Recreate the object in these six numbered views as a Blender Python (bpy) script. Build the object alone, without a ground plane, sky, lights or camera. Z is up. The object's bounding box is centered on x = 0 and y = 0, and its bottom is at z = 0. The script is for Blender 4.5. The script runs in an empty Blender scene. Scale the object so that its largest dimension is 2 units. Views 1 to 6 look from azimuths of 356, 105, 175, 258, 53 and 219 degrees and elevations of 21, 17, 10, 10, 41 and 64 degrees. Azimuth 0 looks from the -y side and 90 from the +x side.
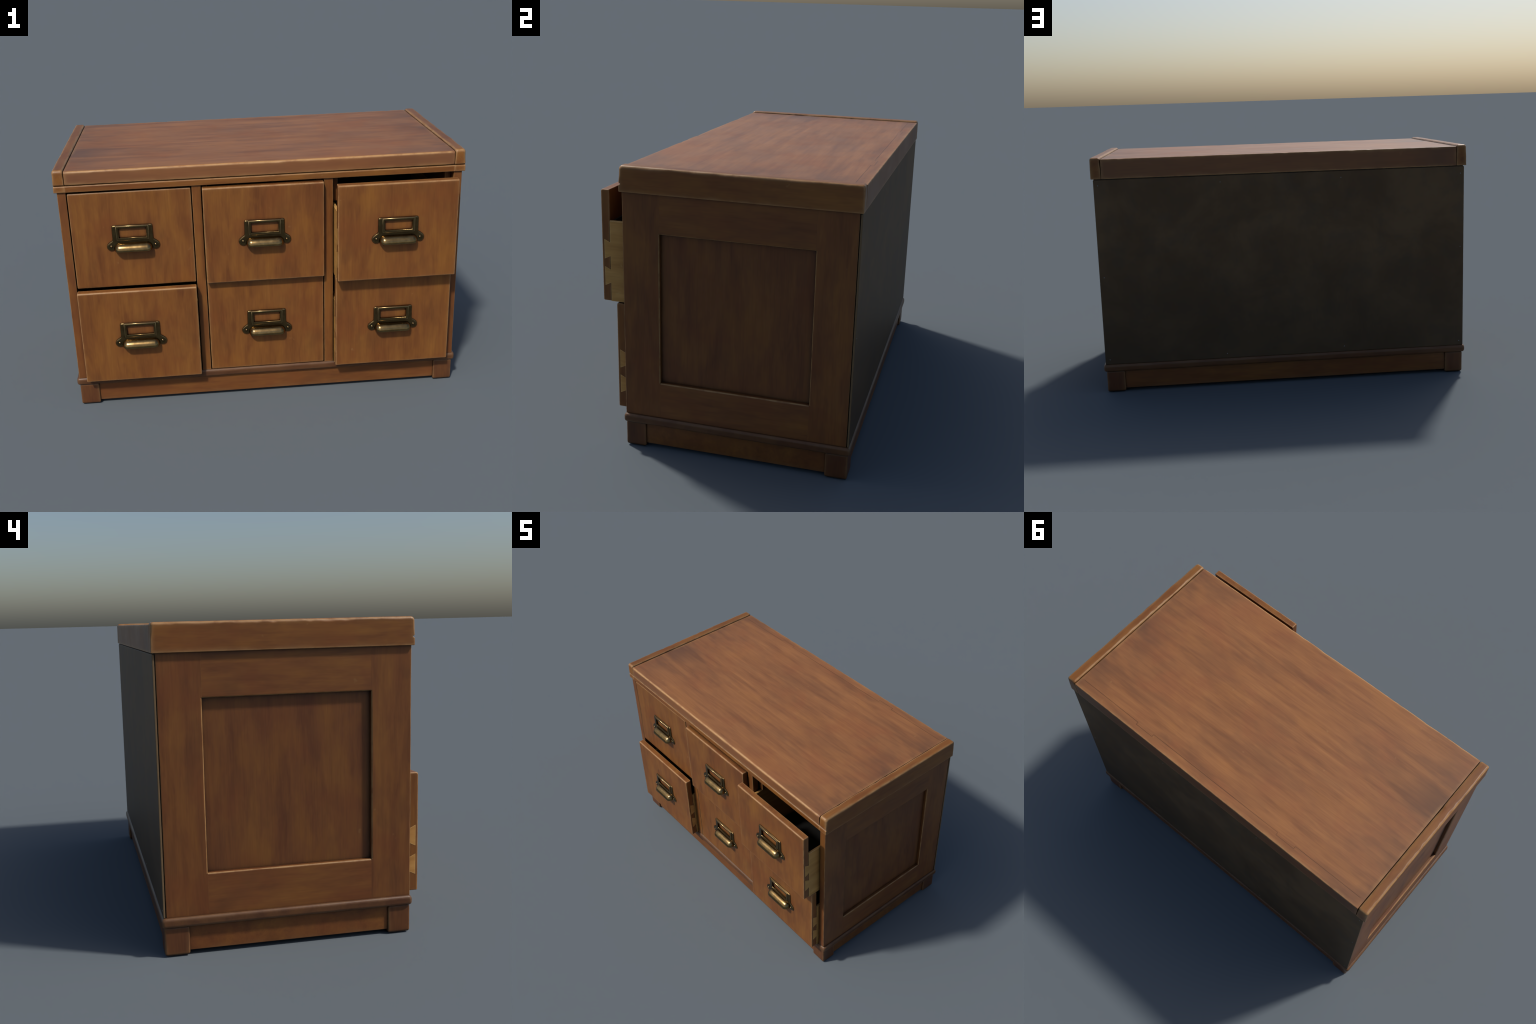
"""Six-drawer oak card-index cabinet: panelled sides, black back, brass cup pulls,
four of the drawers pulled open by different amounts."""
import bpy, bmesh, math, random
from mathutils import Vector, noise as mnoise

random.seed(7)
scene = bpy.context.scene

# ------------------------------------------------------------------ sizes (m)
W = 0.998            # half width over the top caps and the base moulding
SX = 0.985           # half width over the carcase sides
YF = -0.4255         # carcase front
YB = 0.5648          # carcase side rear edge
Z_MOULD0, Z_MOULD1 = 0.116, 0.157
Z_TOP0, Z_SLAB, Z_CAP = 1.1590, 1.2620, 1.2700
TOP_F, TOP_B = -0.4340, 0.5800
Z_GROOVE = 1.1935
DR_W, DR_H, DR_T = 0.2950, 0.4940, 0.0380     # half width, height, front thickness
COLS = (-0.6440, 0.0, 0.6440)
ROWS = (0.6570, 0.1570)
# y of each drawer face; rows first upper then lower
FACE_Y = ((-0.4270, -0.4610, -0.5420), (-0.4785, -0.4270, -0.4810))

# ------------------------------------------------------------------ node helper
class Nodes:
    def __init__(self, name):
        self.mat = bpy.data.materials.new(name)
        self.mat.use_nodes = True
        self.t = self.mat.node_tree
        self.bsdf = self.t.nodes["Principled BSDF"]

    def new(self, kind, **props):
        n = self.t.nodes.new(kind)
        for k, v in props.items():
            setattr(n, k, v)
        return n

    def link(self, a, b):
        self.t.links.new(a, b)

    def put(self, sock, v):
        if isinstance(v, bpy.types.NodeSocket):
            self.link(v, sock)
        else:
            sock.default_value = v

    def math(self, op, a, b=None, c=None, clamp=False):
        n = self.new("ShaderNodeMath", operation=op, use_clamp=clamp)
        for i, v in enumerate((a, b, c)):
            if v is not None:
                self.put(n.inputs[i], v)
        return n.outputs[0]

    def vmath(self, op, a, b=None):
        n = self.new("ShaderNodeVectorMath", operation=op)
        self.put(n.inputs[0], a)
        if b is not None:
            self.put(n.inputs[1], b)
        return n.outputs["Value"] if op == "DOT_PRODUCT" else n.outputs[0]

    def step(self, v, lo, hi, o0=0.0, o1=1.0):
        n = self.new("ShaderNodeMapRange", interpolation_type="SMOOTHSTEP")
        self.put(n.inputs[0], v)
        for i, x in enumerate((lo, hi, o0, o1), 1):
            n.inputs[i].default_value = x
        return n.outputs[0]

    def mix(self, fac, a, b, blend="MIX"):
        n = self.new("ShaderNodeMix", data_type="RGBA", blend_type=blend)
        self.put(n.inputs[0], fac)
        self.put(n.inputs[6], a if isinstance(a, bpy.types.NodeSocket) else (*a, 1))
        self.put(n.inputs[7], b if isinstance(b, bpy.types.NodeSocket) else (*b, 1))
        return n.outputs[2]

    def noise(self, vec, scale=1.0, detail=3.0, rough=0.5, dist=0.0):
        n = self.new("ShaderNodeTexNoise")
        self.put(n.inputs["Vector"], vec)
        n.inputs["Scale"].default_value = scale
        n.inputs["Detail"].default_value = detail
        n.inputs["Roughness"].default_value = rough
        n.inputs["Distortion"].default_value = dist
        return n.outputs["Fac"]

    def coords(self, spread=7.0):
        """Object coordinates, shifted by a different amount on every board."""
        tc = self.new("ShaderNodeTexCoord")
        oi = self.new("ShaderNodeObjectInfo")
        off = self.new("ShaderNodeCombineXYZ")
        for i, k in enumerate((1.0, 1.73, 2.41)):
            self.link(self.math("MULTIPLY", oi.outputs["Random"], k * spread), off.inputs[i])
        return self.vmath("ADD", tc.outputs["Object"], off.outputs[0]), tc.outputs["Object"], oi.outputs["Random"]

    def edge_mask(self, radius, lo, hi):
        """Convex edges of squared-up boards: where the rounded normal leaves the axes."""
        b = self.new("ShaderNodeBevel", samples=6)
        b.inputs["Radius"].default_value = radius
        ab = self.vmath("ABSOLUTE", b.outputs[0])
        s = self.new("ShaderNodeSeparateXYZ")
        self.link(ab, s.inputs[0])
        m = self.math("MAXIMUM", self.math("MAXIMUM", s.outputs[0], s.outputs[1]), s.outputs[2])
        return self.step(self.math("SUBTRACT", 1.0, m), lo, hi)

    def true_edge_mask(self, lo, hi):
        """Only the modelled roundings, so that flush joints between boards stay unmarked."""
        g = self.new("ShaderNodeNewGeometry")
        s = self.new("ShaderNodeSeparateXYZ")
        self.link(self.vmath("ABSOLUTE", g.outputs["Normal"]), s.inputs[0])
        m = self.math("MAXIMUM", self.math("MAXIMUM", s.outputs[0], s.outputs[1]), s.outputs[2])
        return self.step(self.math("SUBTRACT", 1.0, m), lo, hi)

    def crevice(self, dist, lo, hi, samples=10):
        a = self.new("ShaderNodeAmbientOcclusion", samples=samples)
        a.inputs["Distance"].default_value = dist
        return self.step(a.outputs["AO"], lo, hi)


def wood(name, axis, dark, mid, light, wear, wear_amt=0.95, rough=0.42, streak=(10.5, 2.2),
         blotch=0.5, spread=7.0, seam=False, end_grime=False, spec=0.30, ao_tint=0.85,
         contrast=1.0, wear_r=0.016, soft_edges=True, broad=None, fine=(32.0, 5.5), ao_dist=0.034):
    m = Nodes(name)
    co, raw, rnd = m.coords(spread)
    def stretched(perp, along):
        v = [perp] * 3
        v["xyz".index(axis)] = along
        return m.vmath("MULTIPLY", co, tuple(v))
    n1 = m.noise(stretched(*streak), 1.0, 4.0, 0.55, 0.5)
    n2 = m.noise(stretched(150.0, 7.0), 1.0, 2.0, 0.6)
    n3 = m.noise(co, 4.5, 3.0, 0.55, 0.3)
    n4 = m.noise(stretched(*fine), 1.0, 3.0, 0.6, 0.5)
    n5 = m.noise(m.vmath("ADD", stretched(9.0, 4.0), (3.1, 7.7, 1.3)), 1.0, 3.0, 0.55, 0.3)
    f = m.math("ADD", m.math("MULTIPLY", n1, 0.60), m.math("MULTIPLY", n4, 0.40))
    ramp = m.new("ShaderNodeValToRGB")
    els = ramp.color_ramp.elements
    els[0].position, els[0].color = 0.5 - 0.14 / contrast, (*dark, 1)
    els[1].position, els[1].color = 0.5 + 0.14 / contrast, (*light, 1)
    e = els.new(0.50)
    e.color = (*mid, 1)
    m.link(f, ramp.inputs[0])
    col = ramp.outputs[0]
    red = tuple(c * k for c, k in zip(mid, (0.92, 0.76, 0.80)))
    col = m.mix(m.math("MULTIPLY", m.step(n3, 0.46, 0.66), blotch), col, red)
    amber = tuple(c * k for c, k in zip(light, (1.08, 1.06, 0.88)))
    col = m.mix(m.math("MULTIPLY", m.step(n5, 0.50, 0.70), blotch * 0.8), col, amber)
    umber = tuple(c * k for c, k in zip(dark, (0.86, 0.98, 1.10)))
    col = m.mix(m.math("MULTIPLY", m.step(n5, 0.47, 0.30), blotch * 0.7), col, umber)
    k = m.math("MULTIPLY_ADD", n2, 0.30, 0.85)
    kk = m.new("ShaderNodeCombineXYZ")
    for i in range(3):
        m.link(k, kk.inputs[i])
    col = m.mix(1.0, col, kk.outputs[0], "MULTIPLY")
    # small pale dings
    ding = m.step(m.noise(co, 23.0, 2.0, 0.5), 0.735, 0.80)
    col = m.mix(m.math("MULTIPLY", ding, 0.28), col, tuple(c * 0.8 for c in wear))
    sep = m.new("ShaderNodeSeparateXYZ")
    m.link(raw, sep.inputs[0])
    height = n2
    if seam:               # upright faces of the slab tinted darker than its top, by normal
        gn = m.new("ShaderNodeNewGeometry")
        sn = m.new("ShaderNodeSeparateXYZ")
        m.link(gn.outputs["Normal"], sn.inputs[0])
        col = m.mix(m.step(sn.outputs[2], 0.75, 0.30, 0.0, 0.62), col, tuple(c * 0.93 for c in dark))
        patch = m.step(m.noise(m.vmath("MULTIPLY", co, (2.2, 4.6, 2.0)), 1.0, 4.0, 0.6, 0.4), 0.50, 0.68)
        col = m.mix(m.math("MULTIPLY", patch, 0.34), col, tuple(c * k for c, k in zip(dark, (0.84, 0.92, 1.05))))
    if end_grime:          # bluish-dark handling stains toward both end caps
        ax = m.math("ABSOLUTE", sep.outputs[0])
        near = m.step(ax, 0.60, 0.95)
        spots = m.step(m.noise(m.vmath("MULTIPLY", co, (3.0, 6.0, 3.0)), 1.0, 3.0, 0.55), 0.40, 0.66)
        g = m.math("MULTIPLY", near, m.math("MULTIPLY_ADD", spots, 0.62, 0.20))
        col = m.mix(g, col, tuple(c * 0.62 for c in (dark[0] * 0.95, dark[1] * 1.15, dark[2] * 1.6)))
    if seam:               # scribed joint along the rear of the top with two stepped tabs
        ax = m.math("ABSOLUTE", sep.outputs[0])
        tab = m.math("MULTIPLY", m.math("GREATER_THAN", ax, 0.415), m.math("LESS_THAN", ax, 0.526))
        line_y = m.math("MULTIPLY_ADD", tab, 0.0145, 0.5290)
        d = m.math("ABSOLUTE", m.math("SUBTRACT", sep.outputs[1], line_y))
        across = m.math("MULTIPLY", m.math("GREATER_THAN", sep.outputs[1], 0.529), m.math("LESS_THAN", sep.outputs[1], 0.5435))
        dx = m.math("MINIMUM", m.math("ABSOLUTE", m.math("SUBTRACT", ax, 0.415)), m.math("ABSOLUTE", m.math("SUBTRACT", ax, 0.526)))
        dx = m.math("ADD", dx, m.math("MULTIPLY", m.math("SUBTRACT", 1.0, across), 1.0))
        d = m.math("MINIMUM", d, dx)
        line = m.math("MULTIPLY", m.step(d, 0.0006, 0.0030, 1.0, 0.0), m.step(ax, 0.91, 0.93, 1.0, 0.0))
        line = m.math("MULTIPLY", line, m.math("MULTIPLY_ADD", n3, 0.9, 0.15))
        col = m.mix(line, col, tuple(c * 0.35 for c in dark))
        height = m.math("SUBTRACT", n2, m.math("MULTIPLY", line, 2.0))
    # worn pale arrises, broken up by noise
    em = m.edge_mask(wear_r, 0.012, 0.20) if soft_edges else m.true_edge_mask(0.01, 0.16)
    brk = m.step(m.noise(co, 17.0, 3.0, 0.6), 0.30, 0.60, 0.30, 1.0)
    if seam:               # the ends of the slab sit sheltered against the caps
        em = m.math("MULTIPLY", em, m.step(m.math("ABSOLUTE", sep.outputs[0]), 0.915, 0.937, 1.0, 0.0))
    col = m.mix(m.math("MULTIPLY", m.math("MULTIPLY", em, brk), wear_amt), col, wear)
    if broad or (soft_edges and wear_r > 0.014):      # broader, fainter rubbing around the same edges
        em2 = m.edge_mask(0.036, 0.004, 0.14)
        rub = m.step(m.noise(co, 7.0, 3.0, 0.55), 0.40, 0.66, 0.06, broad or 0.50)
        col = m.mix(m.math("MULTIPLY", em2, rub), col, tuple(c * 0.85 for c in wear))
    # occlusion shading baked into the colour at joints and around the handles
    cr = m.crevice(ao_dist, 0.22, 0.97)
    col = m.mix(m.math("MULTIPLY", m.math("SUBTRACT", 1.0, cr), ao_tint), col, tuple(c * 0.16 for c in dark))
    m.link(col, m.bsdf.inputs["Base Color"])
    m.link(m.math("MULTIPLY_ADD", n3, 0.16, rough - 0.08), m.bsdf.inputs["Roughness"])
    m.bsdf.inputs["Specular IOR Level"].default_value = spec
    b = m.new("ShaderNodeBump")
    b.inputs["Strength"].default_value = 0.10
    b.inputs["Distance"].default_value = 0.002
    m.link(height, b.inputs["Height"])
    m.link(b.outputs[0], m.bsdf.inputs["Normal"])
    return m.mat


OAK = dict(dark=(0.138, 0.047, 0.0135), mid=(0.190, 0.071, 0.0180), light=(0.228, 0.092, 0.0210),
           wear=(0.39, 0.218, 0.092))
M_FRONT = wood("oak_front", "z", **OAK, blotch=0.55, wear_r=0.0135, wear_amt=0.95, ao_tint=0.9, broad=0.17)
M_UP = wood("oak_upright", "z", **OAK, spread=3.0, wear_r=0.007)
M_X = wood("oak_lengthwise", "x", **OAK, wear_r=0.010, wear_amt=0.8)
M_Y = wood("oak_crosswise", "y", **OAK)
M_PLINTH = wood("plinth_wood", "x", (0.128, 0.044, 0.014), (0.172, 0.063, 0.0175), (0.21, 0.083, 0.020), (0.30, 0.15, 0.06), wear_amt=0.3, ao_tint=1.0, ao_dist=0.05)
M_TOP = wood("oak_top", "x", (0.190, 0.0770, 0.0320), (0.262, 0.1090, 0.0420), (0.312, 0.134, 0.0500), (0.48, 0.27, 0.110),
             streak=(22.0, 2.0), rough=0.44, seam=True, end_grime=True, blotch=0.38, spec=0.29, contrast=0.85, ao_tint=0.85, fine=(36.0, 3.4))
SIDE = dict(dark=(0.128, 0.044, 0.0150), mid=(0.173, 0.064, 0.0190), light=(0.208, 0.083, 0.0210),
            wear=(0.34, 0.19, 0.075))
M_SIDE_Z = wood("side_upright", "z", **SIDE, soft_edges=False, ao_tint=0.8)
M_SIDE_Y = wood("side_rail", "y", **SIDE, soft_edges=False, ao_tint=0.8)
M_PANEL = wood("side_field", "z", (0.114, 0.039, 0.0148), (0.153, 0.056, 0.0180), (0.185, 0.073, 0.0195), (0.32, 0.18, 0.075), ao_tint=1.0, ao_dist=0.055)
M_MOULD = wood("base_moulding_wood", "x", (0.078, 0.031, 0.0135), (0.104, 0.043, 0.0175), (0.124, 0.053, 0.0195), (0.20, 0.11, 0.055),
               wear_amt=0.25, rough=0.40, ao_tint=0.9)
M_FOOT = wood("foot_wood", "z", (0.088, 0.032, 0.0135), (0.118, 0.044, 0.0165), (0.145, 0.058, 0.0185), (0.30, 0.16, 0.065), wear_amt=0.5, ao_tint=0.9)
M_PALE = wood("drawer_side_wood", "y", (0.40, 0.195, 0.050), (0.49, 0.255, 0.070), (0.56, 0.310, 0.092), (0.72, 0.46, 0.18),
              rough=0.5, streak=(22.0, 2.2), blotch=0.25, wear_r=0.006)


def plain(name, col, rough, metallic=0.0, var=0.25, scale=9.0, spec=0.4):
    m = Nodes(name)
    co, raw, rnd = m.coords(2.0)
    n = m.noise(co, scale, 4.0, 0.6)
    c = m.mix(n, tuple(x * (1 - var) for x in col), tuple(x * (1 + var) for x in col))
    m.link(c, m.bsdf.inputs["Base Color"])
    m.bsdf.inputs["Roughness"].default_value = rough
    m.bsdf.inputs["Metallic"].default_value = metallic
    m.bsdf.inputs["Specular IOR Level"].default_value = spec
    return m.mat


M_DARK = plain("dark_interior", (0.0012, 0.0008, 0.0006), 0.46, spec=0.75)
M_NAIL = plain("nail_metal", (0.19, 0.18, 0.16), 0.5, 0.1)


def back_material():
    """Black-stained back board, dusty and streaked, its thin edges rubbed to bare wood."""
    m = Nodes("black_back")
    co, raw, rnd = m.coords(0.0)
    n1 = m.noise(co, 3.2, 5.0, 0.6, 0.4)
    n2 = m.noise(m.vmath("MULTIPLY", co, (110.0, 110.0, 5.0)), 1.0, 2.0, 0.6)
    n3 = m.noise(co, 11.0, 3.0, 0.55)
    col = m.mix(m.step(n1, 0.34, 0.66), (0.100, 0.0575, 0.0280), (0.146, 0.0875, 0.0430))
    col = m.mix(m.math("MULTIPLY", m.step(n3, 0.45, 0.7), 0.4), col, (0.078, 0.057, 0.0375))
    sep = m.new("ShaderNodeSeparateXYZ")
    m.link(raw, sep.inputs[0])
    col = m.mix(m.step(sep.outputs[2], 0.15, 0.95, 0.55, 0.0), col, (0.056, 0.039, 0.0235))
    g = m.new("ShaderNodeNewGeometry")
    s2 = m.new("ShaderNodeSeparateXYZ")
    m.link(m.vmath("ABSOLUTE", g.outputs["Normal"]), s2.inputs[0])
    col = m.mix(m.step(s2.outputs[0], 0.60, 0.80), col, (0.16, 0.105, 0.055))
    m.link(col, m.bsdf.inputs["Base Color"])
    m.bsdf.inputs["Specular IOR Level"].default_value = 0.18
    m.link(m.math("MULTIPLY_ADD", n1, 0.15, 0.48), m.bsdf.inputs["Roughness"])
    b = m.new("ShaderNodeBump")
    b.inputs["Strength"].default_value = 0.12
    b.inputs["Distance"].default_value = 0.002
    m.link(m.math("ADD", n2, n3), b.inputs["Height"])
    m.link(b.outputs[0], m.bsdf.inputs["Normal"])
    return m.mat


M_BACK = back_material()


def brass_material(name, depth):
    m = Nodes(name)
    co, raw, rnd = m.coords(3.0)
    n = m.noise(co, 45.0, 4.0, 0.6)
    col = m.mix(m.step(n, 0.35, 0.7), tuple(depth * c for c in (0.190, 0.121, 0.048)), tuple(depth * c for c in (0.250, 0.168, 0.070)))
    p = m.new("ShaderNodeNewGeometry").outputs["Pointiness"]
    col = m.mix(m.step(p, 0.51, 0.60, 0.0, 0.7), col, (0.46, 0.32, 0.15))
    cr = m.crevice(0.030, 0.25, 0.92, 24)  # enclosed corners of the brass painted near-black for contact shade
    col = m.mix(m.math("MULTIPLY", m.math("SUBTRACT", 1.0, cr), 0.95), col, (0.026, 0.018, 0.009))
    m.link(col, m.bsdf.inputs["Base Color"])
    m.bsdf.inputs["Metallic"].default_value = 1.0
    m.link(m.math("MULTIPLY_ADD", n, 0.06, 0.185), m.bsdf.inputs["Roughness"])
    return m.mat


M_BRASS = brass_material("antique_brass", 1.12)
M_PLATE = brass_material("dark_brass", 0.74)  # darker base colour than the cup pulls

# ------------------------------------------------------------------ mesh helpers
def obj_from(name, mesh, parent, mat, loc=(0, 0, 0)):
    if mat is not None and not mesh.materials:
        mesh.materials.append(mat)
    o = bpy.data.objects.new(name, mesh)
    scene.collection.objects.link(o)
    o.parent = parent
    o.location = loc
    return o


def finish(mesh, angle=40.0, weighted=True):
    for p in mesh.polygons:
        p.use_smooth = True
    mesh.set_sharp_from_angle(angle=math.radians(angle))
    return mesh


def add_weighted(o):
    w = o.modifiers.new("weighted", "WEIGHTED_NORMAL")
    w.keep_sharp = True
    w.weight = 90
    return o


def loft(name, axis, sections, arc=4):
    """Skin a row of rounded rectangles. section = (s, a0, a1, b0, b1, (r1, r2, r3, r4))
    where s runs along `axis` and a, b are the two other axes in xyz order."""
    bm = bmesh.new()
    ai = "xyz".index(axis)
    others = [i for i in range(3) if i != ai]
    rings = []
    for s, a0, a1, b0, b1, rr in sections:
        ring = []
        corners = ((a1, b1, rr[0], 0), (a0, b1, rr[1], 90), (a0, b0, rr[2], 180), (a1, b0, rr[3], 270))
        for ca, cb, r, start in corners:
            r = max(2e-4, min(r, 0.49 * (a1 - a0), 0.49 * (b1 - b0)))
            oa = ca - r if start in (0, 270) else ca + r
            ob = cb - r if start in (0, 90) else cb + r
            for k in range(arc + 1):
                t = math.radians(start + 90.0 * k / arc)
                co = [0, 0, 0]
                co[ai] = s
                co[others[0]] = oa + r * math.cos(t)
                co[others[1]] = ob + r * math.sin(t)
                ring.append(bm.verts.new(co))
        rings.append(ring)
    n = len(rings[0])
    for r0, r1 in zip(rings, rings[1:]):
        for i in range(n):
            j = (i + 1) % n
            bm.faces.new((r0[i], r0[j], r1[j], r1[i]))
    bm.faces.new(rings[0][::-1])
    bm.faces.new(rings[-1])
    bmesh.ops.recalc_face_normals(bm, faces=bm.faces)
    mesh = bpy.data.meshes.new(name)
    bm.to_mesh(mesh)
    bm.free()
    return mesh


def board_mesh(name, axis, lo, hi, r=0.003, end_r=None, wobble=0.0, step=0.025, radii=None, seed=0.0, bounds=None, rfun=None, stops=()):
    """A squared board with rounded arrises; wobble makes the rounding uneven (wear)."""
    ai = "xyz".index(axis)
    others = [i for i in range(3) if i != ai]
    s0, s1 = lo[ai], hi[ai]
    er = r if end_r is None else end_r
    rr = radii or (r, r, r, r)
    stations = []
    arc = 4
    if er > 0:
        for k in range(arc):
            t = math.radians(90.0 * k / arc)
            stations.append((s0 + er * (1 - math.sin(t)), er * (1 - math.cos(t))))
        stations = [(s0 + er * (1 - math.sin(math.radians(90.0 * k / arc))), er * (1 - math.cos(math.radians(90.0 * k / arc)))) for k in range(arc, -1, -1)]
    else:
        stations = [(s0, 0.0)]
    if wobble > 0:
        n = max(2, int((s1 - s0 - 2 * er) / step))
        mids = [(s0 + er + (s1 - s0 - 2 * er) * i / n, 0.0) for i in range(1, n)]
    else:
        mids = []
    mids = sorted(mids + [(s, 0.0) for s in stops])
    tail = [(s0 + s1 - s, ins) for s, ins in reversed(stations)]
    secs = []
    for s, ins in stations + mids + tail:
        a0, a1, b0, b1 = lo[others[0]], hi[others[0]], lo[others[1]], hi[others[1]]
        if bounds:
            a0, a1, b0, b1 = bounds(s, a0, a1, b0, b1)
        q = []
        for c in range(4):
            k = 1.0
            if wobble > 0:
                v = mnoise.noise(Vector((s * 9.0, c * 5.3 + seed, seed * 1.7)))
                v2 = mnoise.noise(Vector((s * 31.0, c * 3.1 + seed, 4.0)))
                k = max(0.35, 1.0 + wobble * (0.9 * v + 0.7 * max(0.0, v2 - 0.1)))
            base = rfun(s, c, rr[c]) if rfun else rr[c]
            q.append(max(base * (k if base > 0.001 else 1.0) - ins * 0.5, 3e-4))
        secs.append((s, a0 + ins, a1 - ins, b0 + ins, b1 - ins, q))
    return finish(loft(name, axis, secs))


def board(name, parent, mat, axis, lo, hi, loc=(0, 0, 0), **kw):
    o = obj_from(name, board_mesh(name, axis, lo, hi, **kw), parent, mat, loc)
    return add_weighted(o)


def holder(name, parent):
    e = bpy.data.objects.new(name, None)
    e.empty_display_size = 0.1
    scene.collection.objects.link(e)
    e.parent = parent
    return e


# ------------------------------------------------------------------ the cabinet
root = holder("filing_cabinet", None)
root["label"] = "oak six-drawer card index cabinet with brass cup pulls, drawers ajar"
root["category"] = "filing cabinet"

# --- top: slab between two raised end caps, a narrow strip under the front edge.
# Each is a side profile (y, z) swept across x, its end arrises rounded unevenly by wear.
def arc_pts(cy, cz, r, a0, a1, n):
    return [(cy + r * math.cos(math.radians(a0 + (a1 - a0) * k / n)), cz + r * math.sin(math.radians(a0 + (a1 - a0) * k / n))) for k in range(n + 1)]


def spaced(p, q, step=0.02):
    n = max(1, int(math.hypot(q[0] - p[0], q[1] - p[1]) / step))
    return [(p[0] + (q[0] - p[0]) * k / n, p[1] + (q[1] - p[1]) * k / n) for k in range(1, n)]


def top_profile(z_top, rf, rb):
    """Counter-clockwise seen from +x: underside, back, top, front with the V groove."""
    g = 0.0075
    pts = arc_pts(TOP_F + 0.004, Z_TOP0 + 0.004, 0.004, 180, 270, 3)
    pts += spaced(pts[-1], (TOP_B - 0.003, Z_TOP0)) + arc_pts(TOP_B - 0.003, Z_TOP0 + 0.003, 0.003, 270, 360, 3)
    pts += spaced(pts[-1], (TOP_B, z_top - rb)) + arc_pts(TOP_B - rb, z_top - rb, rb, 0, 90, 5)
    pts += spaced(pts[-1], (TOP_F + rf, z_top)) + arc_pts(TOP_F + rf, z_top - rf, rf, 90, 180, 6)
    pts += spaced(pts[-1], (TOP_F, Z_GROOVE + g)) + arc_pts(TOP_F + g, Z_GROOVE + g, g, 180, 250, 3)
    pts += [(TOP_F + 0.0085, Z_GROOVE - 0.0008)]
    pts += arc_pts(TOP_F + g, Z_GROOVE - 0.0022 - g, g, 100, 180, 3)
    return pts


def sweep_x(name, prof, x0, x1, round0, round1, mids=(), worn=None):
    """round0/round1(y, z) give the rounding radius of each end; worn(x, y, z) a small shift."""
    n = len(prof)
    nrm = []
    for i in range(n):
        (ya, za), (yb, zb) = prof[i - 1], prof[(i + 1) % n]
        d = math.hypot(yb - ya, zb - za) or 1.0
        nrm.append(((zb - za) / d, -(yb - ya) / d))
    bm = bmesh.new()
    rings = []
    K = 4
    def ring(x, rad, k, sgn):
        t = math.radians(90.0 * k / K)
        vs = []
        for (y, z), (ny, nz) in zip(prof, nrm):
            r = rad(y, z)
            ins = r * (1 - math.cos(t))
            v = [x + sgn * r * (1 - math.sin(t)) if k < K + 1 else x, y - ny * ins, z - nz * ins]
            if worn:
                dy, dz = worn(v[0], y, z)
                v[1] += dy
                v[2] += dz
            vs.append(bm.verts.new(v))
        return vs
    for k in range(K, -1, -1):
        rings.append(ring(x0, round0, k, 1))
    # k counts from the end face (t=90) inward (t=0)
    for x in mids:
        rings.append(ring(x, lambda y, z: 0.0, 0, 1))
    for k in range(0, K + 1):
        rings.append(ring(x1, round1, k, -1))
    for r0, r1 in zip(rings, rings[1:]):
        for i in range(n):
            j = (i + 1) % n
            bm.faces.new((r0[i], r0[j], r1[j], r1[i]))
    bm.faces.new(rings[0])
    bm.faces.new(rings[-1][::-1])
    bmesh.ops.recalc_face_normals(bm, faces=bm.faces)
    mesh = bpy.data.meshes.new(name)
    bm.to_mesh(mesh)
    bm.free()
    return finish(mesh, 45)


def below_groove(y, z):
    return z < Z_GROOVE + 0.0005 and y < TOP_F + 0.02


for sgn in (1, -1):
    def worn_r(y, z, base, key):
        v = mnoise.noise(Vector((y * 9.0, key * 4.1, sgn * 3.7)))
        v2 = mnoise.noise(Vector((y * 36.0, key * 2.7, sgn * 5.1)))
        return max(0.004, base * (1.0 + 0.50 * v + 1.00 * max(0.0, v2 - 0.06)))

    def blend(z):
        t = min(1.0, max(0.0, (z - 1.205) / 0.050))
        return t * t * (3 - 2 * t)

    def r_out(y, z):
        side = 0.0045 + (0.0045 * blend(z + 0.02) if y < TOP_F + 0.02 else 0.0015 * blend(z))
        if z < Z_GROOVE:
            side = 0.0030 if y < TOP_F + 0.02 else 0.0045
        if z < Z_TOP0 + 0.010:
            side = min(side, 0.0026)
        r = side + (worn_r(y, z, 0.0120, 1) - side) * blend(z)
        return min(r, 0.0120 if y > TOP_B - 0.03 else 0.0165)

    def r_in(y, z):
        if z < Z_TOP0 + 0.02 or below_groove(y, z):
            return 0.0003
        r = 0.004 + (worn_r(y, z, 0.0105, 2) - 0.004) * blend(z)
        return min(r, 0.0120 if y > TOP_B - 0.03 else 0.0165)
    prof = top_profile(Z_CAP, 0.0175, 0.0130)
    if sgn > 0:
        me = sweep_x("top_cap", prof, 0.9450, W, r_in, r_out)
    else:
        me = sweep_x("top_cap", prof, -W, -0.9450, r_out, r_in)
    add_weighted(obj_from("top_cap", me, root, M_Y))


def slab_worn(x, y, z):
    """Bruises along the front upper arris and a few along the back one."""
    wf = max(0.0, 1.0 - math.hypot(y - TOP_F, z - Z_SLAB) / 0.022)
    wb = max(0.0, 1.0 - math.hypot(y - TOP_B, z - Z_SLAB) / 0.014)
    a = mnoise.noise(Vector((x * 8.0, 1.3, 0.2))) * 0.5 + max(0.0, mnoise.noise(Vector((x * 21.0, 5.3, 1.2)))) * 0.45
    b = max(0.0, mnoise.noise(Vector((x * 22.0, 9.1, 2.2))))
    a = max(0.0, a)
    return (wf * a * 0.0045 - wb * b * 0.0025, -wf * a * 0.0060 - wb * b * 0.0030)


def slab_end(y, z):
    return 0.0003 if z < Z_TOP0 + 0.02 else 0.0025


slab_prof = [p for p in top_profile(Z_SLAB, 0.0120, 0.0040)]
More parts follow.
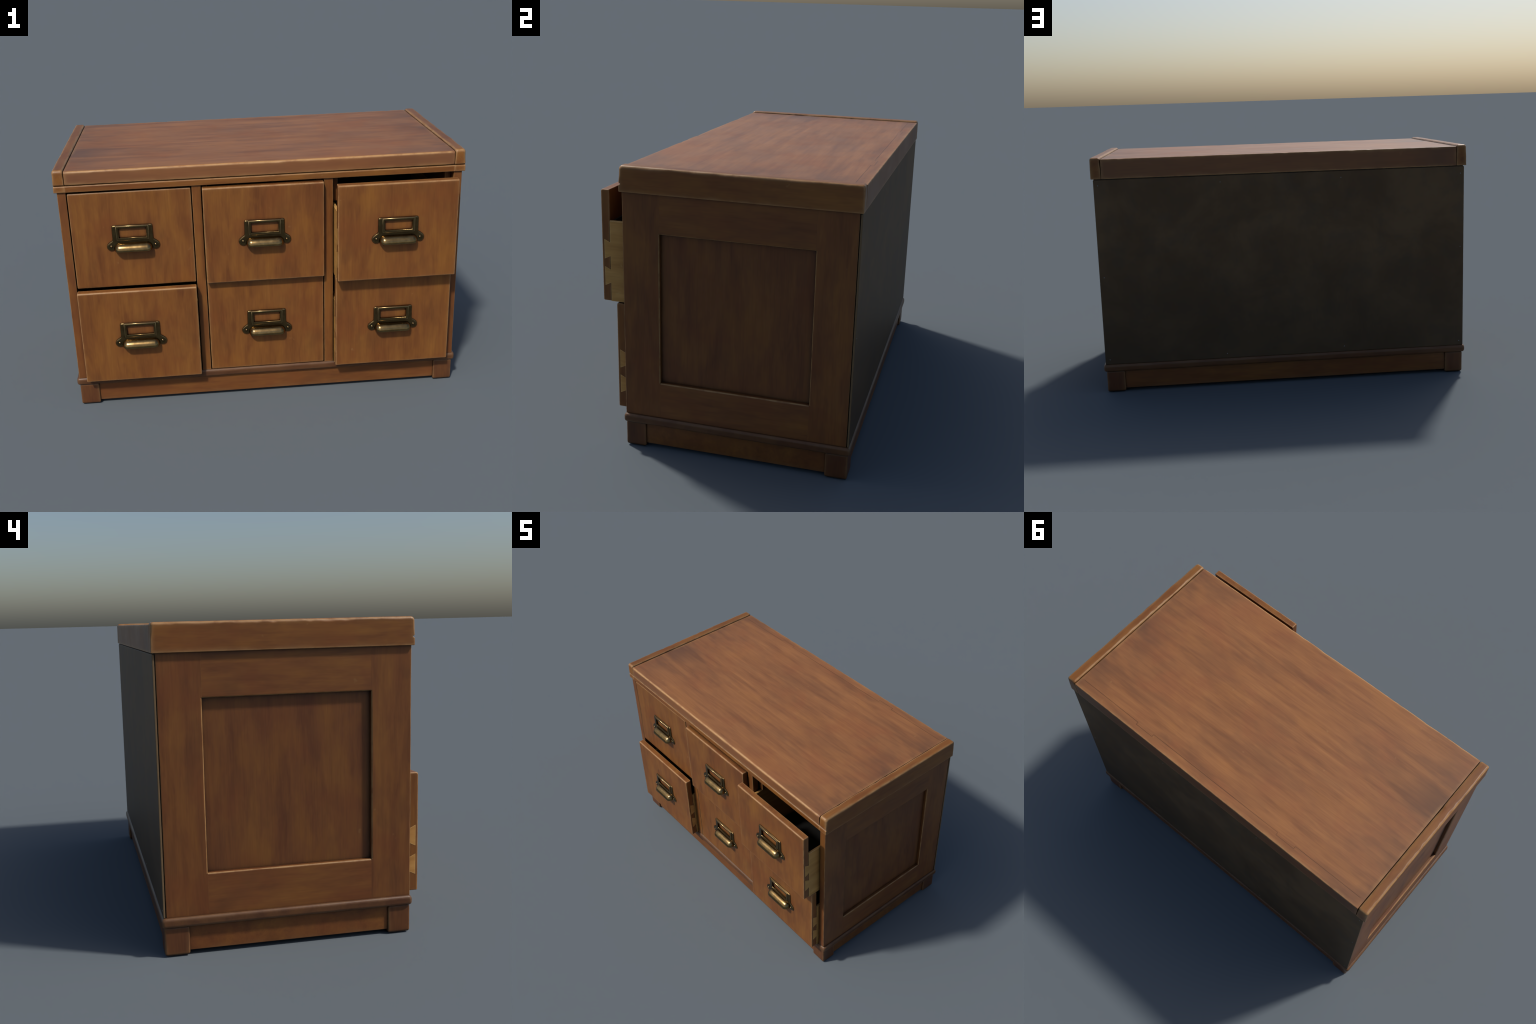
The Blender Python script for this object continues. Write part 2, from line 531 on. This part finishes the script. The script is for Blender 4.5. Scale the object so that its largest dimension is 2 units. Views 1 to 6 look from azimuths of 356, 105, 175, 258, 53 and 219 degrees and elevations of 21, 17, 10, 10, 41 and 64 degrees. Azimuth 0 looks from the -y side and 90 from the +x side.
# the slab is rebated at the front underside to make room for the strip
cut = Z_GROOVE + 0.0006
front = [p for p in slab_prof if not (p[1] < cut and p[0] < -0.398)]
k = next(i for i, p in enumerate(front) if p[0] >= -0.398 and p[1] < cut)
slab_prof = front[k:] + front[:k] + [(-0.3990, cut), (-0.3990, Z_TOP0)]
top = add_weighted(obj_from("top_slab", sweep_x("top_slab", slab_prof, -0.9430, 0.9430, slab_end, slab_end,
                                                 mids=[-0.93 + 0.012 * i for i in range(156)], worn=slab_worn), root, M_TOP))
strip_prof = [p for p in top_profile(Z_SLAB, 0.0120, 0.0040) if p[1] < cut and p[0] < -0.42]
strip_prof = [(-0.4000, Z_TOP0)] + [(-0.4000, Z_GROOVE - 0.0020)] + [p for p in strip_prof if p[1] > Z_TOP0 + 0.02] + [p for p in strip_prof if p[1] <= Z_TOP0 + 0.02 and p[0] < -0.4285]
def no_round(y, z):
    return 0.0002
add_weighted(obj_from("top_strip", sweep_x("top_strip", strip_prof, -0.9449, 0.9449, no_round, no_round), root, M_X))

# --- side walls: two stiles, two rails and a sunk field
P_Y0, P_Y1, P_Z0, P_Z1 = -0.2620, 0.3985, 0.3210, 0.9905
for sgn in (1, -1):
    side = holder("side_wall", root)

    def span(a, b):
        return (a, b) if sgn > 0 else (-b, -a)
    x0, x1 = span(0.9435, SX)
    z0, z1 = Z_MOULD1 - 0.001, Z_TOP0 + 0.001
    outer = (0.0022,) * 4
    # arrises toward the field are a little rounder; joints between pieces stay tight
    tight = 0.0003
    # corner order of radii: (+x+y), (-x+y), (-x-y), (+x-y)
    def pick(front_outer, rear_outer):
        return (rear_outer, tight, tight, front_outer) if sgn > 0 else (tight, rear_outer, front_outer, tight)

    def opening(c_field):
        def fn(z, c, base):
            if c != c_field:
                return base
            return 0.0068 if P_Z0 - 0.001 < z < P_Z1 + 0.001 else tight
        return fn
    stops = (P_Z0 - 0.0015, P_Z0 - 0.0005, P_Z1 + 0.0005, P_Z1 + 0.0015)
    fr = pick(0.0040, tight)
    if sgn > 0:
        fr = (tight, 0.0030, 0.0030, 0.0040)[:1] + (tight, 0.0030, 0.0040)
    else:
        fr = (tight, tight, 0.0040, 0.0030)
    board("side_stile", side, M_SIDE_Z, "z", (x0, YF, z0), (x1, P_Y0, z1), radii=fr, end_r=0.0, wobble=0.4, seed=2.0 + sgn,
          rfun=opening(0 if sgn > 0 else 1), stops=stops)
    board("side_stile", side, M_SIDE_Z, "z", (x0, P_Y1, z0), (x1, YB, z1), radii=pick(tight, 0.0030), end_r=0.0, wobble=0.4, seed=3.0 + sgn,
          rfun=opening(3 if sgn > 0 else 2), stops=stops)
    # for the rails (swept along y) the corners run (+x+z), (-x+z), (-x-z), (+x-z)
    up = (tight, tight, tight, 0.0050) if sgn > 0 else (tight, tight, 0.0050, tight)
    dn = (0.0080, tight, tight, tight) if sgn > 0 else (tight, 0.0080, tight, tight)
    board("side_rail", side, M_SIDE_Y, "y", (x0, P_Y0, P_Z1), (x1, P_Y1, z1), radii=up, end_r=0.0)
    board("side_rail", side, M_SIDE_Y, "y", (x0, P_Y0, z0), (x1, P_Y1, P_Z0), radii=dn, end_r=0.0, wobble=0.35, seed=5.0 + sgn)
    p0, p1 = span(0.952, SX - 0.0200)
    board("side_field", side, M_PANEL, "z", (p0, P_Y0 - 0.008, P_Z0 - 0.008), (p1, P_Y1 + 0.008, P_Z1 + 0.008), r=0.001)

# --- uprights between the drawer columns, with dark partitions behind
for sgn in (1, -1):
    a, b = (0.2995, 0.3445) if sgn > 0 else (-0.3445, -0.2995)
    board("divider", root, M_UP, "z", (a, YF, Z_MOULD1 - 0.001), (b, -0.3860, Z_TOP0 + 0.001), r=0.003, end_r=0.0, wobble=0.3, seed=8.0 + sgn)
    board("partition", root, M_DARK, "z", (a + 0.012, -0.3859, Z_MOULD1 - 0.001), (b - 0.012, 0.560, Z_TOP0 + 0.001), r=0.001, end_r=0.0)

# kicker strips above the drawer sides
for x in (-0.9290, -0.3600, -0.2840, 0.2840, 0.3600, 0.9290):
    board("drawer_guide", root, M_UP, "y", (x - 0.0150, -0.3790, 1.0260), (x + 0.0150, 0.540, Z_TOP0 + 0.001), r=0.004, end_r=0.004)

# --- back board, standing off the sides on a dark filler, with nails
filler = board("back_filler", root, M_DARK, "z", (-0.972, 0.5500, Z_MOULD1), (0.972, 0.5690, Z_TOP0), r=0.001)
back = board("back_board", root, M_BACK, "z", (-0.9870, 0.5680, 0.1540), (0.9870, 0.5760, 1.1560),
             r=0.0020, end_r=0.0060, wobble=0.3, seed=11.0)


def dome_mesh(name, r, h, seg=14, rings=4, axis_y=-1):
    bm = bmesh.new()
    prev = None
    for k in range(rings):
        t = math.radians(90.0 * k / rings)
        ring = [bm.verts.new((r * math.cos(t) * math.cos(a), axis_y * h * math.sin(t), r * math.cos(t) * math.sin(a)))
                for a in (math.tau * i / seg for i in range(seg))]
        if prev:
            for i in range(seg):
                j = (i + 1) % seg
                bm.faces.new((prev[i], prev[j], ring[j], ring[i]))
        prev = ring
    tip = bm.verts.new((0, axis_y * h, 0))
    for i in range(seg):
        bm.faces.new((prev[i], prev[(i + 1) % seg], tip))
    bmesh.ops.recalc_face_normals(bm, faces=bm.faces)
    mesh = bpy.data.meshes.new(name)
    bm.to_mesh(mesh)
    bm.free()
    return finish(mesh, 60)


nail_me = dome_mesh("nail", 0.0032, 0.0016, 10, 3, +1)
nail_me.materials.append(M_NAIL)
for x in (-0.966, -0.315, 0.332, 0.965):
    for z in (1.121, 0.186):
        obj_from("nail", nail_me, back, None, (x + random.uniform(-.004, .004), 0.5758, z + random.uniform(-.006, .006)))
for x, z in ((0.963, 0.636), (-0.968, 0.716)):
    obj_from("nail", nail_me, back, None, (x, 0.5758, z))

# --- base: half-round moulding, plinth rails and four block feet
mould = board("base_moulding", root, M_MOULD, "x", (-W, TOP_F + 0.001, Z_MOULD0), (W, 0.5835, Z_MOULD1),
              radii=(0.015, 0.015, 0.011, 0.011), end_r=0.013, wobble=0.15, seed=6.0)
for xs in (1, -1):
    for fy0, fy1 in ((YF, -0.3330), (0.4765, 0.5740)):
        a, b = (0.8870, SX) if xs > 0 else (-SX, -0.8870)
        board("foot", root, M_FOOT, "z", (a, fy0, 0.0), (b, fy1, Z_MOULD0 + 0.004), r=0.0070, end_r=0.012, wobble=0.4, seed=xs + fy0 * 5)
ZP = 0.0160
board("plinth_rail", root, M_PLINTH, "x", (-0.900, -0.4155, ZP), (0.900, -0.4000, Z_MOULD0 + 0.002), r=0.0025)
board("plinth_rail", root, M_PLINTH, "x", (-0.900, 0.5480, ZP), (0.900, 0.5640, Z_MOULD0 + 0.002), r=0.0025)
for xs in (1, -1):
    a, b = (0.955, 0.9750) if xs > 0 else (-0.9750, -0.955)
    board("plinth_rail", root, M_PLINTH, "y", (a, -0.350, ZP), (b, 0.490, Z_MOULD0 + 0.002), r=0.0025)

# ------------------------------------------------------------------ drawer parts (shared meshes)
# every drawer's origin is the bottom centre of its face; +y runs into the cabinet
front_me = board_mesh("drawer", "x", (-DR_W, 0, 0), (DR_W, DR_T, DR_H), r=0.004, radii=(0.0025, 0.0090, 0.0055, 0.0025), end_r=0.0052, wobble=0.25, seed=9.0)
front_me.materials.append(M_FRONT)

BOX_H, BOX_D, SIDE_T = 0.3600, 0.880, 0.014
TAILS = ((0.070, 0.156), (0.190, 0.277))
TAIL_F, TAIL_FLARE = 0.011, 0.013


def side_mesh():
    """Pale drawer side whose front end carries two dovetails lapped into the drawer front.
    The tails stand a hair proud of the front's end so that both read as flush wood."""
    prof = [(DR_T, 0.0)]
    for z0, z1 in TAILS:
        prof += [(DR_T, z0 + TAIL_FLARE), (TAIL_F, z0), (TAIL_F, z1), (DR_T, z1 - TAIL_FLARE)]
    prof += [(DR_T, BOX_H), (BOX_D, BOX_H), (BOX_D, 0.0)]
    bm = bmesh.new()
    vs = [bm.verts.new((0.0, y, z)) for y, z in prof]
    f = bm.faces.new(vs)
    ex = bmesh.ops.extrude_face_region(bm, geom=[f])
    for v in ex["geom"]:
        if isinstance(v, bmesh.types.BMVert):
            v.co.x = -SIDE_T
    bmesh.ops.recalc_face_normals(bm, faces=bm.faces)
    # round the long top arrises
    top_edges = [e for e in bm.edges if all(abs(v.co.z - BOX_H) < 1e-6 for v in e.verts) and abs(e.verts[0].co.y - e.verts[1].co.y) > 0.1]
    bmesh.ops.bevel(bm, geom=top_edges, offset=0.003, segments=3, affect="EDGES")
    mesh = bpy.data.meshes.new("drawer_side")
    bm.to_mesh(mesh)
    bm.free()
    mesh.materials.append(M_PALE)
    return finish(mesh, 50)


side_r = side_mesh()
side_l = side_r.copy()
side_l.name = "drawer_side"
side_l.transform(__import__("mathutils").Matrix.Scale(-1, 4, (1, 0, 0)))
side_l.flip_normals()

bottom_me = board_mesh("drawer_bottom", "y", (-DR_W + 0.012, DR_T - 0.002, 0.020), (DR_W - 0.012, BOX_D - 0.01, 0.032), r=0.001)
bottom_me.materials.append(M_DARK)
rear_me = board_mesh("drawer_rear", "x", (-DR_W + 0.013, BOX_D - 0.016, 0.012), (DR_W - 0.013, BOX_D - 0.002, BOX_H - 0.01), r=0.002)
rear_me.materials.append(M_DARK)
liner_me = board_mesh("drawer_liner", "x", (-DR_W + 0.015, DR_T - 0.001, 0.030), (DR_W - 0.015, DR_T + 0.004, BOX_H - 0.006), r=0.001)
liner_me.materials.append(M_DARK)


# --- label holder + cup pull; handle coordinates: x across, z up from the drawer's bottom, y < 0 outward
H_Z = 0.0            # z values below are already drawer-relative
def plate_mesh():
    """Back plate: upright card frame with round screw ears, window cut right through."""
    half = []
    # outline of the right half, from top centre clockwise to bottom centre
    r = 0.010
    half.append((0.0, 0.3235))
    for k in range(6):
        t = math.radians(90 - 90 * k / 5)
        half.append((0.0995 - r + r * math.cos(t), 0.3235 - r + r * math.sin(t)))
    half += [(0.0995, 0.2545), (0.1002, 0.2492), (0.1025, 0.2455), (0.1065, 0.2430), (0.1115, 0.2402)]
    ec, er = (0.1075, 0.2150), 0.0220           # round screw ear
    for k in range(12):
        t = math.radians(52 - 180 * k / 11)
        half.append((ec[0] + er * math.cos(t), ec[1] + er * math.sin(t)))
    half.append((0.080, 0.2020))
    half.append((0.0, 0.2020))
    outline = half + [(-x, z) for x, z in reversed(half[1:-1])]
    win = [(0.0670, 0.2600), (0.0670, 0.3085), (-0.0670, 0.3085), (-0.0670, 0.2600)]
    # pillowed edge: the outline is drawn in along its own normals while it rises
    n = len(outline)
    nrm = []
    for i in range(n):
        (xa, za), (xb, zb) = outline[i - 1], outline[(i + 1) % n]
        d = math.hypot(xb - xa, zb - za)
        nrm.append(((zb - za) / d, -(xb - xa) / d))
    if sum(outline[i - 1][0] * outline[i][1] - outline[i][0] * outline[i - 1][1] for i in range(n)) < 0:
        nrm = [(-a, -b) for a, b in nrm]
    bm = bmesh.new()
    layers = ((0.0, 0.0), (0.0, 0.0022), (0.0010, 0.0042), (0.0028, 0.0058), (0.0052, 0.0068), (0.0078, 0.0071))
    rims = [[bm.verts.new((x - nx * ins, -h, z - nz * ins)) for (x, z), (nx, nz) in zip(outline, nrm)] for ins, h in layers]
    for a, b in zip(rims, rims[1:]):
        for i in range(n):
            bm.faces.new((a[i], a[(i + 1) % n], b[(i + 1) % n], b[i]))
    top_h = layers[-1][1]
    wv = [bm.verts.new((x, -top_h, z)) for x, z in win]
    fill = [bm.edges.get((rims[-1][i], rims[-1][(i + 1) % n])) for i in range(n)]
    fill += [bm.edges.new((wv[i], wv[(i + 1) % 4])) for i in range(4)]
    bmesh.ops.triangle_fill(bm, use_beauty=True, use_dissolve=False, edges=fill)
    # raised card frame: four mitred bars around the window
    def ring(d, y):
        return [bm.verts.new((sx * (0.0670 + d), y, z)) for sx, z in ((1, 0.2600 - d), (1, 0.3085 + d), (-1, 0.3085 + d), (-1, 0.2600 - d))]
    rings = [ring(0.0, -0.001), ring(0.0, -0.0098), ring(0.0010, -0.0118), ring(0.0032, -0.0130), ring(0.0068, -0.0134), ring(0.0104, -0.0130), ring(0.0126, -0.0118), ring(0.0136, -0.0098), ring(0.0136, -0.001)]
    for a, b in zip(rings, rings[1:]):
        for i in range(4):
            j = (i + 1) % 4
            bm.faces.new((a[i], a[j], b[j], b[i]))
    bmesh.ops.recalc_face_normals(bm, faces=bm.faces)
    mesh = bpy.data.meshes.new("label_holder")
    bm.to_mesh(mesh)
    bm.free()
    mesh.materials.append(M_PLATE)
    return finish(mesh, 48)


def cup_mesh():
    """Hooded cup pull: a swept quarter-round shell with rounded ends, open below."""
    prof = []
    da, zb, cz = 0.0412, 0.0362, 0.1985          # depth and height of the quarter-ellipse hood
    for a in range(84, -1, -7):
        t = math.radians(a)
        prof.append((da * math.cos(t), cz + zb * math.sin(t)))
    prof += [(da - 0.0004, 0.1962), (da - 0.0018, 0.1938)]
    flat, cap = 0.0665, 0.0290
    stations = []
    for k in range(9):
        t = math.radians(90.0 * k / 8 * 0.985)
        stations.append((-(flat + cap * math.cos(t)), math.sin(t)))
    stations = [(x, max(s, 0.06)) for x, s in stations]
    xs = stations + [(x0, 1.0) for x0 in (-0.033, 0.0, 0.033)] + [(-x, s) for x, s in reversed(stations)]
    bm = bmesh.new()
    rows = []
    for x, s in xs:
        rows.append([bm.verts.new((x, -(0.0020 + (d - 0.0020) * s), 0.2040 + (z - 0.2040) * s)) for d, z in prof])
    for a, b in zip(rows, rows[1:]):
        for i in range(len(prof) - 1):
            bm.faces.new((a[i], a[i + 1], b[i + 1], b[i]))
    bmesh.ops.recalc_face_normals(bm, faces=bm.faces)
    mesh = bpy.data.meshes.new("cup_pull")
    bm.to_mesh(mesh)
    bm.free()
    mesh.materials.append(M_BRASS)
    return finish(mesh, 70)


plate_me, cup_me = plate_mesh(), cup_mesh()
M_SCREW_DISC = plain("screw_dark_disc", (0.020, 0.014, 0.007), 0.5, 0.6)  # dark, slightly raised disc that gives the dark ring round each screw
rivet_me = dome_mesh("screw", 0.0064, 0.0052, 16, 5, -1)
screw_disc_me = dome_mesh("screw_dark_disc", 0.0102, 0.0011, 18, 3, -1)
rivet_me.materials.append(M_BRASS)
screw_disc_me.materials.append(M_SCREW_DISC)

for row, z in enumerate(ROWS):
    for col, x in enumerate(COLS):
        y = FACE_Y[row][col]
        dr = add_weighted(obj_from("drawer", front_me, root, None, (x, y, z)))
        obj_from("drawer_side", side_r, dr, None, (DR_W + 0.0006, 0, 0))
        obj_from("drawer_side", side_l, dr, None, (-DR_W - 0.0006, 0, 0))
        obj_from("drawer_bottom", bottom_me, dr, None)
        obj_from("drawer_rear", rear_me, dr, None)
        obj_from("drawer_liner", liner_me, dr, None)
        obj_from("label_holder", plate_me, dr, None, (0, -0.0003, 0))
        cup = obj_from("cup_pull", cup_me, dr, None)
        so = cup.modifiers.new("shell", "SOLIDIFY")
        so.thickness, so.offset = 0.0022, -1.0
        for s in (-1, 1):
            obj_from("screw", rivet_me, dr, None, (s * 0.1078, -0.0068, 0.2172))
            obj_from("screw_dark_disc", screw_disc_me, dr, None, (s * 0.1078, -0.0069, 0.2172))
